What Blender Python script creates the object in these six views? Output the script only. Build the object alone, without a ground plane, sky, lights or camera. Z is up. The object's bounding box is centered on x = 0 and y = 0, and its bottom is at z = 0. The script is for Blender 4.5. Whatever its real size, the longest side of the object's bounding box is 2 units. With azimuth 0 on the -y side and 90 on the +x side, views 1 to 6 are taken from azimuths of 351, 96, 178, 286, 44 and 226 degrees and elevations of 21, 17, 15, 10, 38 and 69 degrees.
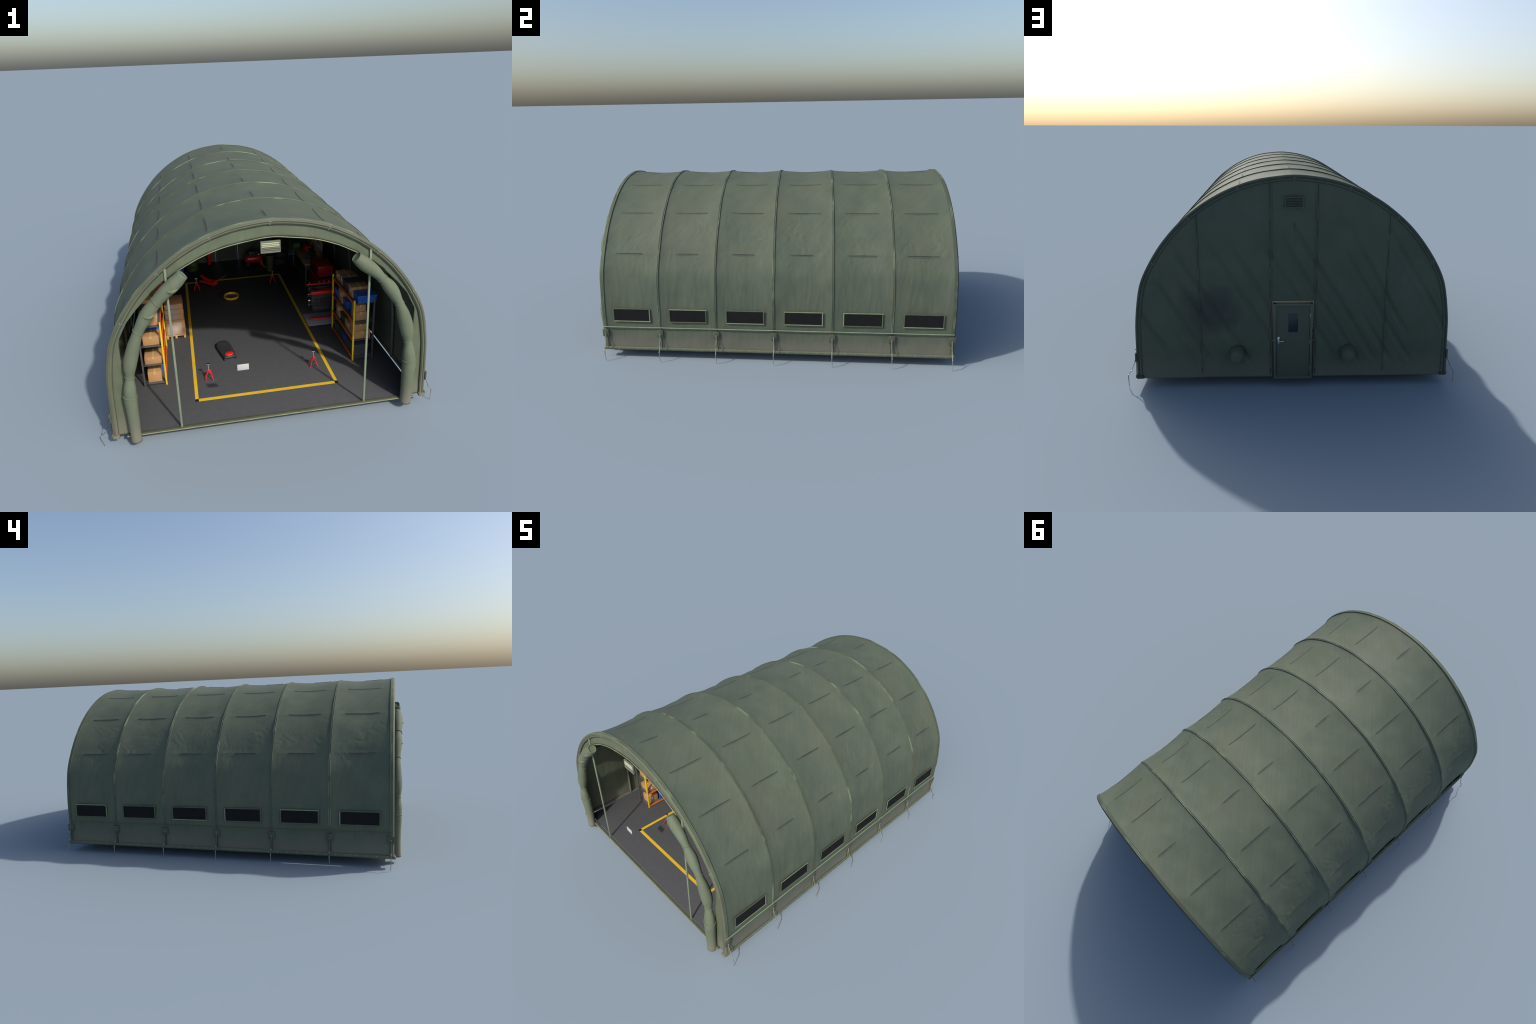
import bpy, bmesh, math, random
import numpy as np
from mathutils import Vector, Matrix, noise

RNG = random.Random(7)

# ------------------------------------------------------------------ scene
for ob in list(bpy.data.objects):
    bpy.data.objects.remove(ob, do_unlink=True)
COL = bpy.context.scene.collection

# ------------------------------------------------------------------ materials
def material(name, rgb, rough=0.6, metallic=0.0, spec=0.5, vary=0.12, scale=30.0,
             tint=None, tint_scale=6.0, tint_amount=0.0, tint_from=(0.42, 0.68), bump=0.0, bump_scale=200.0, coat=0.0):
    """Principled surface with noise mottling, an optional second tint and fine bump."""
    m = bpy.data.materials.new(name)
    m.use_nodes = True
    nt = m.node_tree
    N, L = nt.nodes, nt.links
    bsdf = N["Principled BSDF"]
    bsdf.inputs["Roughness"].default_value = rough
    bsdf.inputs["Metallic"].default_value = metallic
    bsdf.inputs["Specular IOR Level"].default_value = spec
    bsdf.inputs["Coat Weight"].default_value = coat
    co = N.new("ShaderNodeTexCoord")
    nz = N.new("ShaderNodeTexNoise")
    nz.inputs["Scale"].default_value = scale
    nz.inputs["Detail"].default_value = 5.0
    L.new(co.outputs["Object"], nz.inputs["Vector"])
    ramp = N.new("ShaderNodeValToRGB")
    e = ramp.color_ramp.elements
    e[0].position, e[1].position = 0.3, 0.7
    e[0].color = [c * (1 - vary) for c in rgb] + [1]
    e[1].color = [min(1, c * (1 + vary)) for c in rgb] + [1]
    L.new(nz.outputs["Fac"], ramp.inputs["Fac"])
    out = ramp.outputs["Color"]
    if tint is not None:
        n2 = N.new("ShaderNodeTexNoise")
        n2.inputs["Scale"].default_value = tint_scale
        n2.inputs["Detail"].default_value = 4.0
        L.new(co.outputs["Object"], n2.inputs["Vector"])
        r2 = N.new("ShaderNodeMapRange")
        r2.inputs["From Min"].default_value = tint_from[0]
        r2.inputs["From Max"].default_value = tint_from[1]
        r2.inputs["To Max"].default_value = tint_amount
        L.new(n2.outputs["Fac"], r2.inputs["Value"])
        mx = N.new("ShaderNodeMix")
        mx.data_type = "RGBA"
        L.new(r2.outputs["Result"], mx.inputs["Factor"])
        L.new(out, mx.inputs["A"])
        mx.inputs["B"].default_value = list(tint) + [1]
        out = mx.outputs["Result"]
    L.new(out, bsdf.inputs["Base Color"])
    if bump:
        n3 = N.new("ShaderNodeTexNoise")
        n3.inputs["Scale"].default_value = bump_scale
        n3.inputs["Detail"].default_value = 3.0
        L.new(co.outputs["Object"], n3.inputs["Vector"])
        bp = N.new("ShaderNodeBump")
        bp.inputs["Strength"].default_value = bump
        bp.inputs["Distance"].default_value = 0.002
        L.new(n3.outputs["Fac"], bp.inputs["Height"])
        L.new(bp.outputs["Normal"], bsdf.inputs["Normal"])
    return m


CANVAS_RGB = (0.090, 0.111, 0.076)
DUST_RGB = (0.175, 0.162, 0.128)


def canvas_material(name, rgb=CANVAS_RGB, dust=0.75, dark_patch=None, rough=0.70, streak=0.06):
    """Tent cloth: green with brown and grey-green cloudy patches, faint weave streaks,
    road dust splashed on the bottom edge, optionally one soft stain (centre, radius)."""
    m = material(name, rgb, rough=rough, spec=0.32, vary=0.10, scale=9.0,
                 tint=(rgb[0] * 1.15, rgb[1] * 1.02, rgb[2] * 1.04), tint_scale=3.2, tint_amount=0.6)
    nt = m.node_tree
    N, L = nt.nodes, nt.links
    bsdf = N["Principled BSDF"]
    out = bsdf.inputs["Base Color"].links[0].from_socket
    co = [n for n in N if n.type == "TEX_COORD"][0]
    # cooler grey-green clouds
    n2 = N.new("ShaderNodeTexNoise"); n2.inputs["Scale"].default_value = 5.5; n2.inputs["Detail"].default_value = 3
    mp = N.new("ShaderNodeMapping"); mp.inputs["Location"].default_value = (4.1, 2.7, 9.3)
    L.new(co.outputs["Object"], mp.inputs["Vector"]); L.new(mp.outputs["Vector"], n2.inputs["Vector"])
    r = N.new("ShaderNodeMapRange"); r.inputs["From Min"].default_value = 0.48; r.inputs["From Max"].default_value = 0.72
    r.inputs["To Max"].default_value = 0.6
    L.new(n2.outputs["Fac"], r.inputs["Value"])
    mx = N.new("ShaderNodeMix"); mx.data_type = "RGBA"
    L.new(r.outputs["Result"], mx.inputs["Factor"]); L.new(out, mx.inputs["A"])
    mx.inputs["B"].default_value = (rgb[0] * 0.80, rgb[1] * 0.86, rgb[2] * 0.92, 1)
    out = mx.outputs["Result"]
    # weave streaks, slanting over the roof
    sp = N.new("ShaderNodeSeparateXYZ"); L.new(co.outputs["Object"], sp.inputs["Vector"])
    su = N.new("ShaderNodeMath"); su.operation = "ADD"; L.new(sp.outputs["X"], su.inputs[0]); L.new(sp.outputs["Y"], su.inputs[1])
    sd = N.new("ShaderNodeMath"); sd.operation = "SUBTRACT"; L.new(sp.outputs["X"], sd.inputs[0]); L.new(sp.outputs["Y"], sd.inputs[1])
    cb = N.new("ShaderNodeCombineXYZ"); L.new(su.outputs["Value"], cb.inputs["X"]); L.new(sd.outputs["Value"], cb.inputs["Y"]); L.new(sp.outputs["Z"], cb.inputs["Z"])
    mp2 = N.new("ShaderNodeMapping"); mp2.inputs["Scale"].default_value = (85, 2.5, 4.0)
    L.new(cb.outputs["Vector"], mp2.inputs["Vector"])
    n3 = N.new("ShaderNodeTexNoise"); n3.inputs["Scale"].default_value = 1.0; n3.inputs["Detail"].default_value = 2
    L.new(mp2.outputs["Vector"], n3.inputs["Vector"])
    r3 = N.new("ShaderNodeMapRange"); r3.inputs["From Min"].default_value = 0.25; r3.inputs["From Max"].default_value = 0.75; r3.inputs["To Min"].default_value = 1 - streak; r3.inputs["To Max"].default_value = 1 + streak
    L.new(n3.outputs["Fac"], r3.inputs["Value"])
    vm = N.new("ShaderNodeMix"); vm.data_type = "RGBA"; vm.blend_type = "MULTIPLY"; vm.inputs["Factor"].default_value = 1
    L.new(out, vm.inputs["A"]); L.new(r3.outputs["Result"], vm.inputs["B"])
    out = vm.outputs["Result"]
    if dark_patch:
        (cx, cz), (rx, rz) = dark_patch
        mp3 = N.new("ShaderNodeMapping")
        mp3.inputs["Location"].default_value = (-cx / rx, 0, -cz / rz)
        mp3.inputs["Scale"].default_value = (1 / rx, 0.0001, 1 / rz)
        L.new(co.outputs["Object"], mp3.inputs["Vector"])
        ab = N.new("ShaderNodeVectorMath"); ab.operation = "ABSOLUTE"; L.new(mp3.outputs["Vector"], ab.inputs[0])
        sq = N.new("ShaderNodeSeparateXYZ"); L.new(ab.outputs["Vector"], sq.inputs["Vector"])
        ln = N.new("ShaderNodeMath"); ln.operation = "SMOOTH_MAX"; ln.inputs[2].default_value = 0.4
        L.new(sq.outputs["X"], ln.inputs[0]); L.new(sq.outputs["Z"], ln.inputs[1])
        ad = N.new("ShaderNodeMath"); ad.operation = "MULTIPLY_ADD"; ad.inputs[1].default_value = 1.3
        L.new(nz_of(N), ad.inputs[0]); L.new(ln.outputs["Value"], ad.inputs[2])
        rr = N.new("ShaderNodeMapRange"); rr.inputs["From Min"].default_value = 1.95; rr.inputs["From Max"].default_value = 1.25
        rr.inputs["To Max"].default_value = 0.7
        L.new(ad.outputs["Value"], rr.inputs["Value"])
        sm = N.new("ShaderNodeMix"); sm.data_type = "RGBA"
        L.new(rr.outputs["Result"], sm.inputs["Factor"]); L.new(out, sm.inputs["A"])
        sm.inputs["B"].default_value = (0.036, 0.040, 0.040, 1)
        out = sm.outputs["Result"]
    if dust:
        sx = N.new("ShaderNodeSeparateXYZ"); L.new(co.outputs["Object"], sx.inputs["Vector"])
        n4 = N.new("ShaderNodeTexNoise"); n4.inputs["Scale"].default_value = 14; n4.inputs["Detail"].default_value = 6
        L.new(co.outputs["Object"], n4.inputs["Vector"])
        a = N.new("ShaderNodeMath"); a.operation = "MULTIPLY_ADD"; a.inputs[1].default_value = -0.05
        L.new(n4.outputs["Fac"], a.inputs[0]); L.new(sx.outputs["Z"], a.inputs[2])
        rd = N.new("ShaderNodeMapRange"); rd.inputs["From Min"].default_value = 0.145; rd.inputs["From Max"].default_value = 0.015
        rd.inputs["To Max"].default_value = dust
        L.new(a.outputs["Value"], rd.inputs["Value"])
        dm = N.new("ShaderNodeMix"); dm.data_type = "RGBA"
        L.new(rd.outputs["Result"], dm.inputs["Factor"]); L.new(out, dm.inputs["A"])
        dm.inputs["B"].default_value = list(DUST_RGB) + [1]
        out = dm.outputs["Result"]
    L.new(out, bsdf.inputs["Base Color"])
    bp = N.new("ShaderNodeBump"); bp.inputs["Strength"].default_value = 0.12; bp.inputs["Distance"].default_value = 0.004
    n5 = N.new("ShaderNodeTexNoise"); n5.inputs["Scale"].default_value = 60; n5.inputs["Detail"].default_value = 5
    L.new(co.outputs["Object"], n5.inputs["Vector"]); L.new(n5.outputs["Fac"], bp.inputs["Height"])
    L.new(bp.outputs["Normal"], bsdf.inputs["Normal"])
    return m


def nz_of(nodes):
    return [n for n in nodes if n.type == "TEX_NOISE"][0].outputs["Fac"]


def floor_material():
    m = material("rubber_floor_tiles", (0.066, 0.068, 0.073), rough=0.62, spec=0.4, vary=0.06, scale=40, bump=0.15, bump_scale=300)
    nt = m.node_tree; N, L = nt.nodes, nt.links
    bsdf = N["Principled BSDF"]; out = bsdf.inputs["Base Color"].links[0].from_socket
    co = [n for n in N if n.type == "TEX_COORD"][0]
    br = N.new("ShaderNodeTexBrick")
    br.offset = 0.0
    br.inputs["Scale"].default_value = 1.0
    br.inputs["Brick Width"].default_value = 0.105
    br.inputs["Row Height"].default_value = 0.105
    br.inputs["Mortar Size"].default_value = 0.0009
    br.inputs["Color1"].default_value = (1, 1, 1, 1); br.inputs["Color2"].default_value = (0.98, 0.98, 0.98, 1)
    br.inputs["Mortar"].default_value = (0.90, 0.90, 0.90, 1)
    L.new(co.outputs["Object"], br.inputs["Vector"])
    mx = N.new("ShaderNodeMix"); mx.data_type = "RGBA"; mx.blend_type = "MULTIPLY"; mx.inputs["Factor"].default_value = 1
    L.new(out, mx.inputs["A"]); L.new(br.outputs["Color"], mx.inputs["B"])
    L.new(mx.outputs["Result"], bsdf.inputs["Base Color"])
    return m


M = {}
M["canvas"] = canvas_material("tent_canvas", dust=0.92)
M["back_canvas"] = canvas_material("end_wall_canvas", rgb=(0.070, 0.089, 0.064), dust=0.45, streak=0.03, dark_patch=((0.375, 0.355), (0.11, 0.09)))
M["roll"] = canvas_material("rolled_curtain_canvas", rgb=(0.118, 0.145, 0.094), dust=0.95)
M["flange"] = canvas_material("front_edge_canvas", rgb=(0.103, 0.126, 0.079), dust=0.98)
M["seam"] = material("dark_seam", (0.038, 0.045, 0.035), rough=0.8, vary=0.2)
M["sleeve"] = material("crease_soft_band", (0.074, 0.086, 0.058), rough=0.75, vary=0.12)
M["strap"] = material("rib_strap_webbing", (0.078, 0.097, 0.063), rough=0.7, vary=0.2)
M["cord"] = material("pale_green_cord", (0.20, 0.215, 0.125), rough=0.6, vary=0.25, scale=25)
M["piping"] = material("rib_piping", (0.070, 0.076, 0.046), rough=0.55, vary=0.2, scale=9,  # pale tint paints the broken highlights along the cords
                       tint=(0.25, 0.30, 0.18), tint_scale=7.0, tint_amount=0.8, tint_from=(0.54, 0.62))
M["tie"] = material("tie_cord", (0.125, 0.140, 0.080), rough=0.7, vary=0.15)
M["clip"] = material("dull_clip_metal", (0.40, 0.41, 0.43), rough=0.5, metallic=0.6, vary=0.1)
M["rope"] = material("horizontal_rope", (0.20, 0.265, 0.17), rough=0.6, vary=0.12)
M["ring"] = material("weathered_edge_tube", (0.098, 0.094, 0.064), rough=0.6, vary=0.15, scale=12)
M["pole"] = material("painted_pole", (0.185, 0.222, 0.148), rough=0.5, vary=0.10)
M["frame_pale"] = material("pale_window_edging", (0.20, 0.24, 0.13), rough=0.6, vary=0.12)
M["frame_dull"] = material("olive_window_edging", (0.085, 0.098, 0.052), rough=0.65, vary=0.15)
M["threshold"] = material("olive_threshold", (0.070, 0.074, 0.046), rough=0.65, vary=0.12)
M["pane"] = material("dark_window_sheet", (0.016, 0.016, 0.017), rough=0.9, spec=0.05, vary=0.08)
M["pad"] = material("anchor_patch", (0.075, 0.085, 0.058), rough=0.8, vary=0.15)
M["hem"] = canvas_material("hem_canvas", rgb=(0.112, 0.134, 0.083), dust=0.0)
M["metal"] = material("bright_steel", (0.62, 0.63, 0.65), rough=0.28, metallic=1.0, vary=0.08)
M["stake"] = material("weathered_stake", (0.25, 0.24, 0.22), rough=0.5, vary=0.2)
M["floor"] = floor_material()
M["yellow_line"] = material("yellow_floor_paint", (0.68, 0.44, 0.022), rough=0.6, vary=0.06)
M["black"] = material("matt_black", (0.006, 0.006, 0.006), rough=0.6, vary=0.1)
M["door"] = material("grey_door_paint", (0.082, 0.092, 0.072), rough=0.7, spec=0.25, vary=0.08, scale=6, tint=(0.074, 0.090, 0.068), tint_amount=0.7)
M["door_frame"] = material("green_door_frame", (0.075, 0.095, 0.068), rough=0.6, vary=0.08)
M["glass"] = material("dark_door_glass", (0.018, 0.028, 0.038), rough=0.25, spec=0.4, vary=0.05)
M["louvre_frame"] = material("louvre_frame_paint", (0.145, 0.155, 0.118), rough=0.6, vary=0.08)
M["slat_pale"] = material("pale_louvre_slat", (0.34, 0.38, 0.235), rough=0.6, vary=0.05)
M["slat_dull"] = material("dull_louvre_slat", (0.13, 0.13, 0.10), rough=0.6, vary=0.05)
M["louvre_dark"] = material("louvre_back", (0.075, 0.085, 0.068), rough=0.7)
M["card"] = material("white_card", (0.46, 0.46, 0.43), rough=0.6, vary=0.03)
M["rib_inner"] = material("inner_rib_tube", (0.115, 0.120, 0.085), rough=0.55, vary=0.12)
M["rack_yellow"] = material("yellow_rack_post", (0.75, 0.50, 0.02), rough=0.45, vary=0.08)
M["rack_orange"] = material("orange_rack_beam", (0.62, 0.125, 0.012), rough=0.45, vary=0.08)
M["rack_grey"] = material("grey_rack_steel", (0.080, 0.082, 0.085), rough=0.5, vary=0.12)
M["cardboard"] = material("brown_cardboard", (0.47, 0.265, 0.115), rough=0.8, vary=0.08, scale=20, tint=(0.40, 0.21, 0.085), tint_amount=0.5)
M["tape"] = material("packing_tape", (0.60, 0.40, 0.16), rough=0.35, vary=0.05)
M["label"] = material("paper_label", (0.70, 0.70, 0.70), rough=0.6, vary=0.1, scale=300)
M["blue"] = material("blue_plastic", (0.026, 0.105, 0.44), rough=0.35, vary=0.08)
M["grey_plastic"] = material("charcoal_plastic", (0.065, 0.072, 0.078), rough=0.45, vary=0.1)
M["olive_plastic"] = material("olive_plastic", (0.062, 0.078, 0.034), rough=0.5, vary=0.12)
M["red"] = material("red_enamel", (0.40, 0.012, 0.014), rough=0.30, vary=0.08, coat=0.3)
M["red_bright"] = material("bright_red_paint", (0.62, 0.018, 0.02), rough=0.4, vary=0.08)
M["chrome"] = material("chrome", (0.80, 0.80, 0.80), rough=0.12, metallic=1.0, vary=0.03)
M["rubber"] = material("black_rubber", (0.018, 0.018, 0.019), rough=0.7, vary=0.2)
M["cast"] = material("black_cast_iron", (0.030, 0.031, 0.033), rough=0.5, vary=0.2)
M["dark_green"] = material("dark_green_paint", (0.022, 0.035, 0.025), rough=0.5)
M["green"] = material("green_paint", (0.035, 0.23, 0.06), rough=0.4, vary=0.1)
M["wood"] = material("bench_wood", (0.40, 0.235, 0.115), rough=0.6, vary=0.12, scale=15)
M["pallet"] = material("pallet_wood", (0.55, 0.32, 0.14), rough=0.75, vary=0.15, scale=22)
M["wrap"] = material("plastic_wrap", (0.50, 0.39, 0.31), rough=0.25, vary=0.15, scale=14, coat=0.3)
M["wrap_dull"] = material("thin_plastic_film", (0.38, 0.31, 0.26), rough=0.3, vary=0.2, scale=14)
M["mat_light"] = material("light_grey_mat", (0.40, 0.40, 0.42), rough=0.7, vary=0.06)
M["mat_mid"] = material("worn_grey_mat", (0.070, 0.070, 0.070), rough=0.75, vary=0.12)
M["mat_dark"] = material("black_rubber_mat", (0.018, 0.017, 0.016), rough=0.8, vary=0.15)
M["board"] = material("tool_board", (0.42, 0.36, 0.29), rough=0.75, vary=0.08)
M["yellow"] = material("yellow_plastic", (0.70, 0.43, 0.015), rough=0.4, vary=0.05)
M["oil"] = material("dark_oil", (0.06, 0.075, 0.13), rough=0.3, vary=0.1)

# ------------------------------------------------------------------ mesh kit
class Build:
    """Collects pieces of geometry and turns them into one mesh object."""
    def __init__(self):
        self.v, self.f = [], []

    def add(self, verts, faces):
        k = len(self.v)
        self.v += [tuple(map(float, p)) for p in verts]
        self.f += [tuple(i + k for i in f) for f in faces]
        return self

    def box(self, lo, hi, rot=0.0, bevel=0.0):
        lo, hi = np.array(lo, float), np.array(hi, float)
        c, h = (lo + hi) / 2, (hi - lo) / 2
        if bevel:
            bm = bmesh.new()
            bmesh.ops.create_cube(bm, size=2)
            for v in bm.verts:
                v.co = Vector((v.co.x * h[0], v.co.y * h[1], v.co.z * h[2]))
            bmesh.ops.bevel(bm, geom=bm.edges[:], offset=bevel, segments=2, affect="EDGES", profile=0.5)
            bm.verts.index_update()
            vs = [np.array(v.co) for v in bm.verts]; fs = [[v.index for v in f.verts] for f in bm.faces]
            bm.free()
        else:
            vs = [np.array((x, y, z)) * h for x in (-1, 1) for y in (-1, 1) for z in (-1, 1)]
            fs = [(0, 1, 3, 2), (4, 6, 7, 5), (0, 4, 5, 1), (2, 3, 7, 6), (0, 2, 6, 4), (1, 5, 7, 3)]
        cr, sr = math.cos(rot), math.sin(rot)
        return self.add([(c[0] + p[0] * cr - p[1] * sr, c[1] + p[0] * sr + p[1] * cr, c[2] + p[2]) for p in vs], fs)

    def tube(self, path, radius, n=10, flat=None, cap=True):
        """Sweep a circle (or an ellipse, with flat = (normal direction, factor)) along a path."""
        P = np.array(path, float)
        R = np.full(len(P), radius) if np.isscalar(radius) else np.array(radius, float)
        T = np.gradient(P, axis=0)
        T /= np.linalg.norm(T, axis=1)[:, None]
        ref = np.array((0, 1, 0.0)) if abs(T[0] @ (0, 1, 0)) < 0.9 else np.array((1.0, 0, 0))
        a = ref - (ref @ T[0]) * T[0]
        rings = []
        for p, t, r in zip(P, T, R):
            a = a - (a @ t) * t
            a /= np.linalg.norm(a)
            b = np.cross(t, a)
            fa, fb = (1.0, 1.0) if flat is None else flat
            rings.append([p + r * (fa * a * math.cos(q) + fb * b * math.sin(q)) for q in np.linspace(0, 2 * math.pi, n, endpoint=False)])
        vs = [q for ring in rings for q in ring]
        fs = []
        for i in range(len(P) - 1):
            for j in range(n):
                fs.append((i * n + j, i * n + (j + 1) % n, (i + 1) * n + (j + 1) % n, (i + 1) * n + j))
        if cap:
            fs.append(tuple(range(n - 1, -1, -1)))
            fs.append(tuple((len(P) - 1) * n + j for j in range(n)))
        return self.add(vs, fs)

    def lathe(self, centre, profile, n=32, axis="z"):
        c = np.array(centre, float)
        vs, fs = [], []
        for r, h in profile:
            for q in np.linspace(0, 2 * math.pi, n, endpoint=False):
                x, y = r * math.cos(q), r * math.sin(q)
                d = {"z": (x, y, h), "x": (h, x, y), "y": (y, h, x)}[axis]
                vs.append(c + d)
        for i in range(len(profile) - 1):
            for j in range(n):
                fs.append((i * n + j, i * n + (j + 1) % n, (i + 1) * n + (j + 1) % n, (i + 1) * n + j))
        fs.append(tuple(range(n - 1, -1, -1)))
        fs.append(tuple((len(profile) - 1) * n + j for j in range(n)))
        return self.add(vs, fs)

    def grid(self, pts):
        """pts: rows x cols x 3"""
        a, b = pts.shape[:2]
        fs = [(i * b + j, i * b + j + 1, (i + 1) * b + j + 1, (i + 1) * b + j) for i in range(a - 1) for j in range(b - 1)]
        return self.add(pts.reshape(-1, 3), fs)

    def obj(self, name, mat, parent=None, smooth=40, solid=None):
        me = bpy.data.meshes.new(name)
        me.from_pydata(self.v, [], self.f)
        bm = bmesh.new(); bm.from_mesh(me)
        if solid is None:
            bmesh.ops.recalc_face_normals(bm, faces=bm.faces[:])
        bm.to_mesh(me); bm.free()
        me.materials.append(M[mat])
        if smooth:
            me.shade_smooth()
            me.set_sharp_from_angle(angle=math.radians(smooth))
        ob = bpy.data.objects.new(name, me)
        COL.objects.link(ob)
        if parent is not None:
            ob.parent = parent
        if solid:
            md = ob.modifiers.new("thickness", "SOLIDIFY")
            md.thickness = abs(solid); md.offset = -1 if solid > 0 else 1
        return ob


def thing(name, at, label, category):
    e = bpy.data.objects.new(name, None)
    e.empty_display_size = 0.05
    COL.objects.link(e)
    e["label"], e["category"] = label, category
    return e


def copy_of(ob, parent=None, loc=(0, 0, 0), name=None, matrix=None):
    c = ob.copy()
    if name:
        c.name = name
    COL.objects.link(c)
    c.parent = parent if parent is not None else ob.parent
    if matrix is not None:
        c.matrix_local = matrix
    else:
        c.location = loc
    return c


# ------------------------------------------------------------------ the arch
ARCH = [(0.696, 0.050), (0.694, 0.130), (0.692, 0.215), (0.686, 0.330), (0.668, 0.447), (0.646, 0.519), (0.600, 0.604), (0.542, 0.686),
        (0.478, 0.756), (0.400, 0.821), (0.320, 0.871), (0.235, 0.910), (0.146, 0.936), (0.055, 0.949), (0.0, 0.952)]
HALF = np.array(ARCH)
FULL = np.vstack([HALF, (HALF * (-1, 1))[-2::-1]])


def catmull(pts, sub=12):
    P = np.vstack([2 * pts[0] - pts[1], pts, 2 * pts[-1] - pts[-2]])
    out = []
    for i in range(1, len(P) - 2):
        for t in np.linspace(0, 1, sub, endpoint=False):
            a, b, c, d = P[i - 1], P[i], P[i + 1], P[i + 2]
            out.append(0.5 * (2 * b + (c - a) * t + (2 * a - 5 * b + 4 * c - d) * t ** 2 + (3 * b - a - 3 * c + d) * t ** 3))
    out.append(pts[-1])
    return np.array(out)


CURVE = catmull(FULL)
ARC = np.r_[0, np.cumsum(np.hypot(*np.diff(CURVE, axis=0).T))]
TOTAL = ARC[-1]
MID = TOTAL / 2
TAN = np.gradient(CURVE, axis=0)
TAN /= np.linalg.norm(TAN, axis=1)[:, None]
NOR = np.stack([TAN[:, 1], -TAN[:, 0]], 1)           # outward, (x, z)


SHRINK = 0.0026


def arch(s, off=0.0):
    """Point of the arch at arc length s, pushed outward by off."""
    x = np.interp(s, ARC, CURVE[:, 0]); z = np.interp(s, ARC, CURVE[:, 1])
    nx = np.interp(s, ARC, NOR[:, 0]); nz = np.interp(s, ARC, NOR[:, 1])
    k = np.hypot(nx, nz)
    off = off - SHRINK * (nz / k) ** 2
    return x + off * nx / k, z + off * nz / k


def arch_at_height(z, side):
    k = np.argmax(HALF[:, 1] > 0.95)
    hs = CURVE[:len(CURVE) // 2 + 1]
    s = np.interp(z, hs[:, 1], ARC[:len(hs)])
    return s if side > 0 else TOTAL - s


BAYS = 6
Y0, Y1 = -0.943, 0.943
RIB_Y = np.linspace(Y0, Y1, BAYS + 1)
BAY = (Y1 - Y0) / BAYS


def smooth(a, b, x):
    t = np.clip((np.asarray(x, float) - a) / (b - a), 0, 1)
    return t * t * (3 - 2 * t)


def sag(s, y):
    """How far the cloth hangs inward between two ribs."""
    u = ((y - Y0) / BAY) % 1.0
    low = smooth(0.0, 0.55, np.minimum(s, TOTAL - s))
    return (0.003 + 0.0085 * low) * np.abs(np.sin(np.pi * u)) ** 0.72


def cloth(s, y, off=0.0):
    x, z = arch(s, off - sag(s, y))
    return (x, y, z)


# ------------------------------------------------------------------ tent
tent = thing("hangar_tent", (0, 0, 0), "arched olive green canvas hangar tent with an open front", "tent")

# canopy: one displaced cloth over all the bays
SN, YN = 480, BAYS * 52
S = np.linspace(0.004, TOTAL - 0.004, SN)
Y = np.linspace(Y0 - 0.006, Y1 + 0.006, YN)
SEAM_S = [0.0, 0.243, -0.243, 0.490, -0.490, 0.744, -0.744]


def wrinkle(s, y):
    """Cloth relief (outward): soft dents, vertical drape folds and short crumples on the flanks."""
    c = s - MID
    u = (y - Y0) / BAY
    v = u - math.floor(u)
    edge = min(1, min(v, 1 - v) * 9)
    p = Vector((c * 5.0, y * 5.0, 1.7))
    d = 0.0026 * noise.noise(p) + 0.0015 * noise.noise(Vector((c * 11, y * 13, 5.1)))
    flank = math.exp(-((abs(c) - 0.66) / 0.17) ** 2)
    n = noise.noise(Vector((c * 15, y * 30 + 2.2 * noise.noise(Vector((c * 14, y * 10, 0))), 8.2 + math.floor(u))))
    d += -0.0019 * flank * max(0, 1 - abs(n) * 4.0) * (0.5 + noise.noise(Vector((c * 9, y * 11, 3.3))))
    low = math.exp(-((abs(c) - 1.0) / 0.28) ** 2)
    n = noise.noise(Vector((c * 5, y * 26, 2.2)))
    d += 0.0010 * low * max(0, 1 - abs(n) * 4.0)
    for q in SEAM_S:                                 # battens push the cloth up slightly
        d += 0.0010 * math.exp(-((c - q) / 0.013) ** 2) * edge
    return d * edge


pts = np.zeros((SN, YN, 3))
for i, s in enumerate(S):
    for j, y in enumerate(Y):
        x, z = arch(s, -sag(s, y) + wrinkle(s, y))
        pts[i, j] = (x, y, z)
b = Build().grid(pts)
canopy = b.obj("canopy", "canvas", tent, solid=0.0035)

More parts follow.
